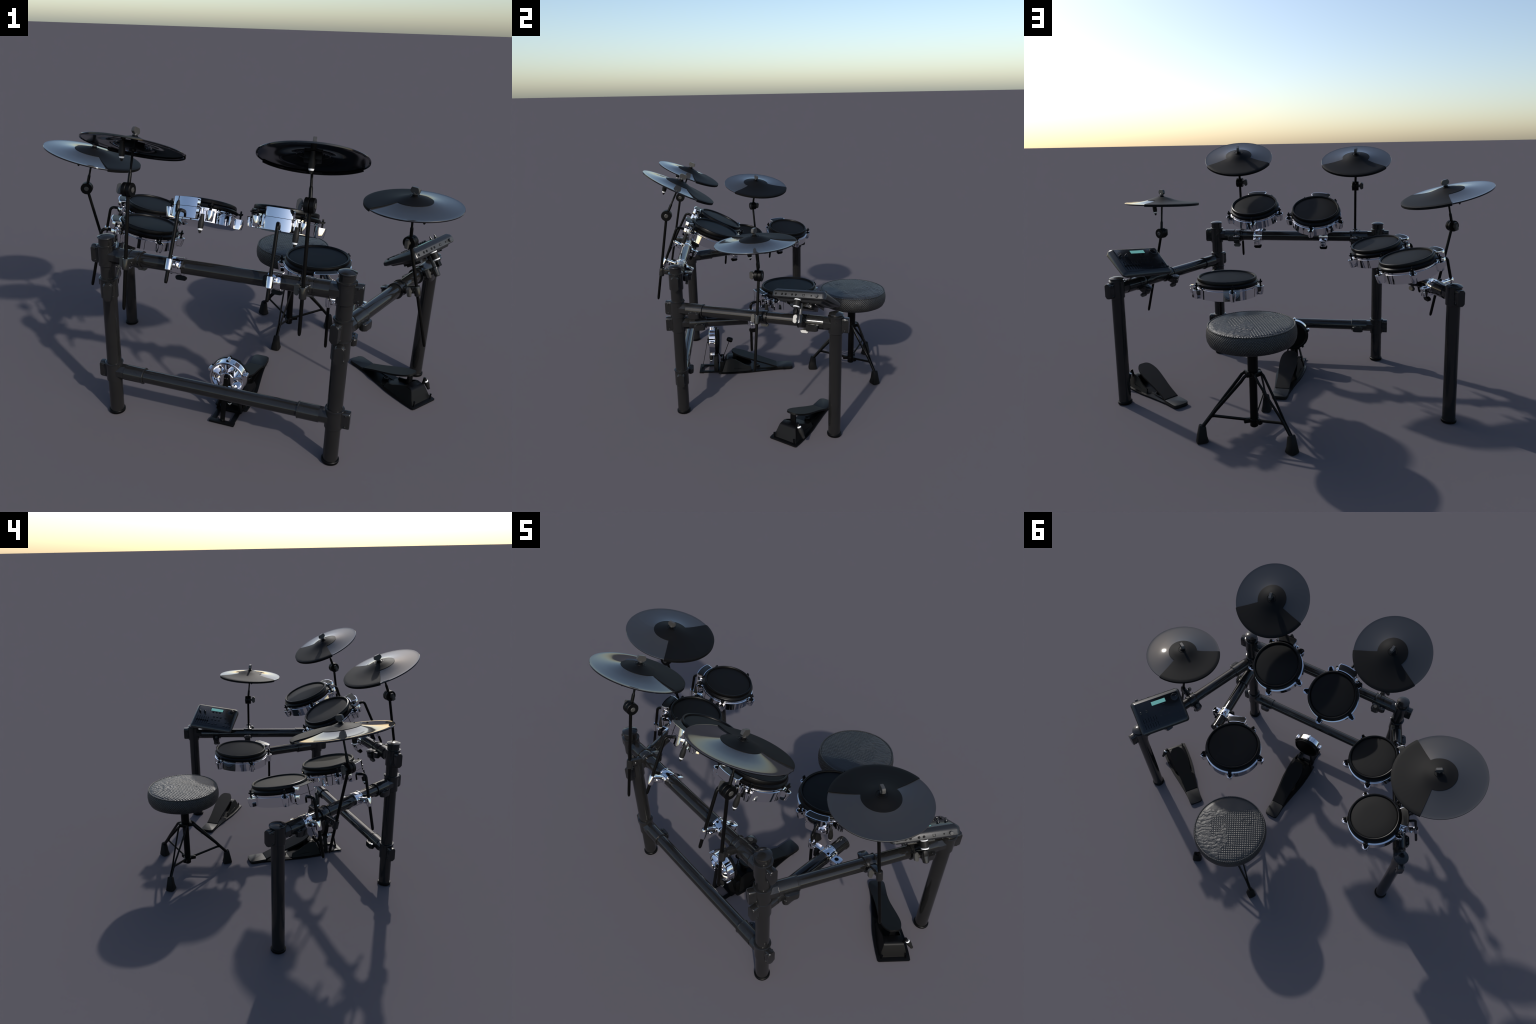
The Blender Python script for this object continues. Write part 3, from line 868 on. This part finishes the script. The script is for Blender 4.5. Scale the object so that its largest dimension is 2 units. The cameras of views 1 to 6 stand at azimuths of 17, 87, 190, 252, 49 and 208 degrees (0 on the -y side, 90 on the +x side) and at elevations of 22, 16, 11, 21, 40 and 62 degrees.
def pedal(th, M, hs_=1.0, toe_z=.132):
    """Pedal body.  Local +Y runs from the front (0) to the heel (.48), X across."""
    # base plate
    edge = spline([(.081, .012), (.082, .06), (.078, .16), (.066, .24), (.052, .33), (.044, .40), (.0425, .46)], 5)
    out = [(.074, -.004), (.081, .001)] + edge + [(.038, .476), (.028, .480)]
    outline = out + [(-x, y) for x, y in out[::-1]]
    b = Build(); b.prism(outline, 0, .007, 'pedal', bev=.002)
    base = put('base_plate', b.mesh('base_plate'), th, M)
    # housing: sloped front, two cheeks falling to the rear
    h = Build()
    prof = [(.020, .006), (.046, .078), (.052, .084), (.088, .088), (.100, .085), (.125, .070), (.165, .046), (.190, .038), (.205, .034), (.212, .006)]
    prof = [(y, .006 + (z - .006) * hs_) for y, z in prof]
    def wid(y, z): return .070 - .30 * z - max(0, y - .09) * .10
    for s in (-1, 1):
        vs, n = [], len(prof)
        for y, z in prof:
            x = wid(y, z)
            vs += [(s * x, y, z), (s * (x - .006), y, z)]
        vs0 = len(vs)
        for y, z in prof:
            x = wid(y, 0)
            vs += [(s * x, y, .006), (s * (x - .006), y, .006)]
        fs = []
        for i in range(n - 1):
            fs.append([2 * i, 2 * i + 1, 2 * i + 3, 2 * i + 2])
            fs.append([vs0 + 2 * i, 2 * i, 2 * i + 2, vs0 + 2 * i + 2])
            fs.append([2 * i + 1, vs0 + 2 * i + 1, vs0 + 2 * i + 3, 2 * i + 3])
        if s < 0: fs = [f[::-1] for f in fs]
        h.raw(vs, fs, 'pedal')
    # front slope and top bridge
    vs, fs = [], []
    front = [(.018, .006), (.021, .012), (.044, .077), (.050, .085), (.060, .0885), (.088, .0890), (.096, .084), (.090, .060)]
    front = [(y, .006 + (z - .006) * hs_) for y, z in front]
    for y, z in front:
        x = wid(min(y, .09), z) - .002
        vs += [(-x, y, z), (x, y, z)]
    for i in range(len(front) - 1): fs.append([2 * i, 2 * i + 1, 2 * i + 3, 2 * i + 2])
    h.raw(vs, fs, 'pedal')
    # inner ramp closing the well, floor strip and stop knob
    ramp = [(.096, .030), (.150, .024), (.200, .014), (.225, .008)]
    vs, fs = [], []
    for y, z in ramp:
        x = wid(y, 0) - .004; vs += [(-x, y, z), (x, y, z)]
    for i in range(len(ramp) - 1): fs.append([2 * i, 2 * i + 1, 2 * i + 3, 2 * i + 2])
    h.raw(vs, fs, 'pedal')
    h.box((-.026, .060, .0885 * hs_), (.026, .094, .0910 * hs_), 'knob', bev=.001)
    hs = put('pedal_housing', h.mesh('pedal_housing'), th, M)
    kn = Build(); kn.lathe([(.016, 0), (.016, .010), (.013, .013), (.008, .012), (.006, .009), (0, .009)], 'knob', n=28)
    put('adjuster_knob', kn.mesh('adjuster_knob'), th, M @ T((.0, .250, .007)))
    r = Build(); r.box((-.004, .19, .0065), (.004, .36, .010), 'pedal', bev=.001)
    put('guide_rail', r.mesh('guide_rail'), th, M @ T((.026, 0, 0)))
    # foot board, sloping down to the hinge
    toe, hinge = V((0, .085, toe_z)), V((0, .378, .0215))
    d = hinge - toe
    BM = M @ Matrix.Translation(toe) @ Matrix.Rotation(-math.asin(-d.z / d.length), 4, 'X')
    fb = Build(); fb.prism(board_outline(), -.0095, 0, 'board', bev=.002)
    put('foot_board', fb.mesh('foot_board'), th, BM @ Matrix.Scale(d.length / .300, 4, Y))
    cb = Build(); cb.box((-.014, .096, .030), (.014, .110, toe_z - .014), 'knob', bev=.002)
    put('push_column', cb.mesh('push_column'), th, M)
    he = Build()
    o = [(.0415, .392), (.0425, .44)] + [(.0425 - .018 + .018 * math.cos(a), .462 + .018 * math.sin(a)) for a in [math.pi / 2 * i / 6 for i in range(7)]]
    o = o + [(-x, y) for x, y in o[::-1]]
    # notch that takes the hinge tongue
    o += [(-.0415, .380), (-.027, .380), (-.027, .368), (.027, .368), (.027, .380), (.0415, .380)]
    he.prism(o, .005, .0190, 'heel', bev=.0025)
    put('heel_plate', he.mesh('heel_plate'), th, M)
    hi = Build(); hi.cyl(.007, -.040, .040, 'knob', frame((0, .374, .0135), X, Z), n=16)
    hi.box((-.024, .362, .0170), (.024, .370, .0195), 'knob', bev=.0005, M=None)
    put('hinge_pin', hi.mesh('hinge_pin'), th, M)
    return base

def pedal_frame(front_mid, heel_mid):
    d = V(heel_mid) - V(front_mid)
    d.normalize()
    return Matrix((d.cross(Z), d, Z)).transposed().to_4x4(), d

# hi-hat controller
hh = thing('hi_hat_pedal', (.76, .13, 0), 'black plastic hi-hat foot pedal with wide board', 'drum pedal')
PM, pd = pedal_frame((.947, -.008, 0), (.572, .280, 0))
PM.translation = V((.9475, -.0085, 0))
pedal(hh, PM, .84, .1345)
sp = Build(); sp.lathe([(0, 0), (.0032, .001), (.0036, .004), (.0036, .026), (.0050, .027), (.0050, .030), (0, .031)], 'knob', n=12)
spm = sp.mesh('spur_screw')
for s in (-1, 1): put('spur_screw', spm, hh, PM @ T((s * .060, .012, .004)))
ja = Build(); ja.tube([(.046, .058, .058), (.0560, .0565, .105)], .0065, 'knob', n=14)
put('cable_socket', ja.mesh('cable_socket'), hh, PM)
put('cable_plug', PLUG, hh, frame((.9622, .1002, .0301), V((.0191, .0224, -.0546)), X))

# kick pedal with tower and kick pad
kp = thing('kick_pedal', (.077, -.18, 0), 'black bass drum pedal with beater and chrome kick pad tower', 'drum pedal')
KM, kd = pedal_frame((.0735, -.356, 0), (.081, .126, 0))
KM.translation = V((.0735, -.356, 0))
pedal(kp, KM)
fr = Build()
for s in (-1, 1):
    fr.box((s * .046 - .011, -.128, 0), (s * .046 + .011, .02, .008), 'pedal', bev=.002)
fr.box((-.0605, -.129, 0), (.0605, -.105, .0083), 'pedal', bev=.002)
fr.box((-.0565, -.030, .0005), (.0565, .012, .0110), 'pedal', bev=.002)
put('front_frame', fr.mesh('front_frame'), kp, KM)
tw = Build()
# sloping strap from the front of the frame to the back of the pad
p0, p1 = V((0, -.112, .008)), V((0, -.0680, .222))
SM = frame(p0, p1 - p0, X)
tw.box((-.0115, -.0016, 0), (.0115, .0016, (p1 - p0).length), 'pedal', SM, bev=.001)
tw.prism(round_rect(.023, .060, .011), -.0668, -.0620, 'pedal', frame((0, 0, .197), Y, X) , bev=.001)
for z in (.188, .210):
    for s in (-1, 1): tw.cyl(.0028, -.0740, -.066, 'nut', frame((s * .0055, 0, z), Y, X), n=10)
# two arms that lean in from the base to the lower rim of the pad
for s in (-1, 1):
    a, c = V((s * .060, -.020, .004)), V((s * .032, -.020, .118))
    tw.box((-.004, -.0125, 0), (.004, .0125, (c - a).length), 'pedal', frame(a, c - a, X), bev=.002)
tw.box((-.037, -.034, .106), (.037, -.006, .120), 'pedal', bev=.003)
put('tower', tw.mesh('tower'), kp, KM)
RK = .0850
kk = Build()
kk.lathe([(RK - .011, .010), (RK - .0095, .0075), (RK - .003, .0075), (RK, .010), (RK, .040), (RK + .0015, .041), (RK + .0015, .046), (RK - .004, .047), (RK - .012, .047)], 'chrome', n=80)
# cast back: a raised boss, five spokes to the lugs and five sunken fields between them
def back_depth(t, a):
    """t = 0 at the boss, 1 at the rim; depth of the casting below its crown."""
    f = abs((a / (2 * math.pi / 5) + .5) % 1 - .5) * 2      # 0 on a spoke, 1 mid-field
    well = max(0, min(1, (f - .05 - .10 * (1 - t)) / .70))
    edge = max(0, min(1, t / .05)) * max(0, min(1, (1 - t) / .05))
    return .008 + .003 * t + .030 * well * edge
vs, fs, na_, nr_ = [], [], 200, 22
for i in range(nr_ + 1):
    t = i / nr_; r = .034 + (RK - .011 - .034) * t
    for k in range(na_):
        a = 2 * math.pi * k / na_
        vs.append((r * math.cos(a - math.pi / 2), r * math.sin(a - math.pi / 2), back_depth(t, a)))
for i in range(nr_):
    for k in range(na_):
        j = (k + 1) % na_
        fs.append([i * na_ + k, i * na_ + j, (i + 1) * na_ + j, (i + 1) * na_ + k][::-1])
kk.raw(vs, fs, 'chrome')
kk.lathe([(.034, .009), (.0325, .0055), (.031, .004), (0, .004)][::-1], 'chrome', n=60)
kickM = KM @ T((-.002, -.0655, .198)) @ frame((0, 0, 0), Y, X)
kpad = put('kick_pad', kk.mesh('kick_pad'), kp, kickM)
ho = Build()
ho.lathe([(RK - .012, .046), (RK + .003, .046), (RK + .004, .050), (RK + .003, .056), (RK - .002, .059), (RK - .004, .066), (RK - .008, .068), (RK - .011, .066), (RK - .012, .060)], 'hoop', n=72)
ho.lathe([(RK - .010, .0605), (RK * .5, .0612), (0, .0612)], 'hoop', n=72)
put('kick_hoop', ho.mesh('kick_hoop'), kpad, kickM)
lg = Build()
lg.lathe([(0, .012), (.0065, .012), (.0085, .018), (.0090, .036), (.008, .040), (0, .041)], 'chrome', T((RK + .006, 0, 0)), n=20)
lg.box((RK - .004, -.006, .014), (RK + .006, .006, .038), 'chrome', bev=.002)
lg.cyl(.003, .038, .060, 'hoop', T((RK + .006, 0, 0)), n=10)
lg.cyl(.0062, .050, .056, 'hoop', T((RK + .006, 0, 0)), n=14)
lgm = lg.mesh('kick_lug')
for i in range(5): put('kick_lug', lgm, kpad, kickM @ Matrix.Rotation(math.radians(72 * i + 18 - 36), 4, 'Z'))
put('cable_plug', PLUG, kpad, KM @ T((.012, -.052, .128)) @ Matrix.Scale(.95, 4))
be = Build()
p0, p1 = V((.012, .020, .072)), V((.002, .073, .205))
be.tube([p0, p1], .0022, 'rod', n=8)
ax = (p1 - p0).normalized()
be.lathe([(0, -.020), (.009, -.020), (.0145, -.014), (.0160, -.004), (.0160, .012), (.012, .018), (0, .019)], 'knob', frame(p1, V((0, 1, -.35)), X), n=24)
be.cyl(.005, -.056, .056, 'knob', frame((0, .018, .068), X, Z), n=14)
for s in (-1, 1):
    be.box((s * .055 - .004, .006, .006), (s * .055 + .004, .030, .076), 'pedal', bev=.002)
be.box((-.008, .010, .055), (.020, .026, .080), 'knob', bev=.003)
put('beater', be.mesh('beater'), kp, KM)
st = Build(); st.tube([(-.034, -.012, .112), (-.070, .028, .012)], .0032, 'rod', n=8)
st.cyl(.006, .006, .016, 'knob', T((0, -.112, 0)), n=12)
put('stay_rod', st.mesh('stay_rod'), kp, KM)
co = Build()
co.box((-.016, .090, .060), (.016, .106, .116), 'knob', bev=.003)
put('push_bracket', co.mesh('push_bracket'), kp, KM)

# ------------------------------------------------------------------ stool
SC = V((.131, .503, 0))
stool = thing('drum_stool', SC, 'round black vinyl drum stool on tripod legs', 'stool')
SR = .2090
side = Build()
side.lathe([(0, .450), (.150, .450), (.183, .453), (.198, .461), (.2065, .478), (SR, .497), (.2085, .514), (.205, .531), (.1995, .5405)], 'vinylside', n=120)
put('seat_side', side.mesh('seat_side', 60), stool, T(SC))
topb = Build()
nr, na = 56, 160
vs = [(0, 0, .5560)]; fs = []
for i in range(1, nr + 1):
    t = i / nr; r = .1985 * t
    for k in range(na):
        a = 2 * math.pi * k / na
        p = V((r * math.cos(a), r * math.sin(a), 0))
        z = .5560 - .0095 * t ** 2 - .0060 * max(0, (t - .88) / .12) ** 2
        fade = 1 - max(0, (t - .9) / .1)
        m = noise.noise(p * 7.5 + V((3.1, 1.7, 0)))
        w = max(0, min(1, (m - .05) * 5))
        z += fade * (.0012 * noise.noise(p * 16) + w * .0022 * noise.fractal(p * 55, 1.0, 2.0, 4))
        vs.append((p.x, p.y, z))
for k in range(na):
    fs.append([0, 1 + k, 1 + (k + 1) % na])
for i in range(nr - 1):
    for k in range(na):
        j = (k + 1) % na; o = 1 + i * na
        fs.append([o + k, o + na + k, o + na + j, o + j])
topb.raw(vs, fs, 'vinyl')
put('seat_top', topb.mesh('seat_top', 60), stool, T(SC))
pi = Build(); pi.torus(.1990, .0038, .5418, 'vinylside', n=120, k=10)
put('piping', pi.mesh('piping'), stool, T(SC))
po = Build()
po.lathe([(.0, .449), (.060, .449), (.060, .443), (.026, .440), (.0245, .436), (.0245, .320), (.0230, .318), (.0188, .318), (.0188, .064), (.0195, .063), (.0195, .042), (.015, .038), (0, .038)][::-1], 'stool', n=32)
po.ring(.018, .0270, .291, .318, 'stool', n=32)
po.ring(.018, .0240, .062, .080, 'stool', n=32)
put('stool_column', po.mesh('stool_column'), stool, T(SC))
FEET = [V((.366, .617, 0)), V((-.088, .659, 0)), V((.121, .2405, 0))]
for ft in FEET:
    d = (ft - SC).normalized()
    M = Matrix((d, Z.cross(d), Z)).transposed().to_4x4(); M.translation = SC
    lb = Build()
    # spine of the leg (distance from the column, height); the paired flat struts close up towards the brace
    spine = [(.020, .308, .0190), (.036, .305, .0215), (.048, .297, .0225), (.062, .279, .0225), (.140, .194, .0130), (.180, .150, .0070), (.198, .128, .0048), (.244, .074, .0038)]
    kr, kz = .198, .121
    FL = Matrix.Scale(.55, 4, Y)
    for s in (-1, 1):
        lb.tube([(x, s * w / .55, z) for x, z, w in spine], .0082, 'stool', FL, n=12)
    lb.box((.016, -.027, .294), (.036, .027, .316), 'stool', bev=.004)
    lb.box((kr - .010, -.008, kz - .007), (kr + .008, .008, kz + .009), 'stool', bev=.004)
    lb.tube([(.018, 0, .072), (kr - .002, 0, kz)], .0074, 'stool', FL, n=12)
    lb.box((.018, -.010, .061), (.050, .010, .084), 'stool', bev=.005)
    leg = put('stool_leg', lb.mesh('stool_leg'), stool, M)
    rb = Build()
    levels = [(.2430, .0790, .0150), (.2445, .0745, .0170), (.2470, .0360, .0225), (.2480, .0040, .0295), (.2480, 0, .0280)]
    # tapered boot with a flat sole
    vs, fs, k = [], [], 16
    for x, z, r in levels:
        for i in range(k):
            a = 2 * math.pi * i / k
            ca, sa = math.copysign(abs(math.cos(a)) ** .5, math.cos(a)), math.copysign(abs(math.sin(a)) ** .5, math.sin(a))
            vs.append((x + r * .97 * ca, r * .86 * sa, max(0, z + (r * .40 * ca if z > .02 else 0))))
    for a in range(len(levels) - 1):
        for i in range(k):
            j = (i + 1) % k
            fs.append([a * k + i, (a + 1) * k + i, (a + 1) * k + j, a * k + j])
    fs.append(list(range(k))); fs.append([(len(levels) - 1) * k + i for i in range(k)][::-1])
    rb.raw(vs, fs, 'foot')
    put('rubber_foot', rb.mesh('rubber_foot'), leg, M)
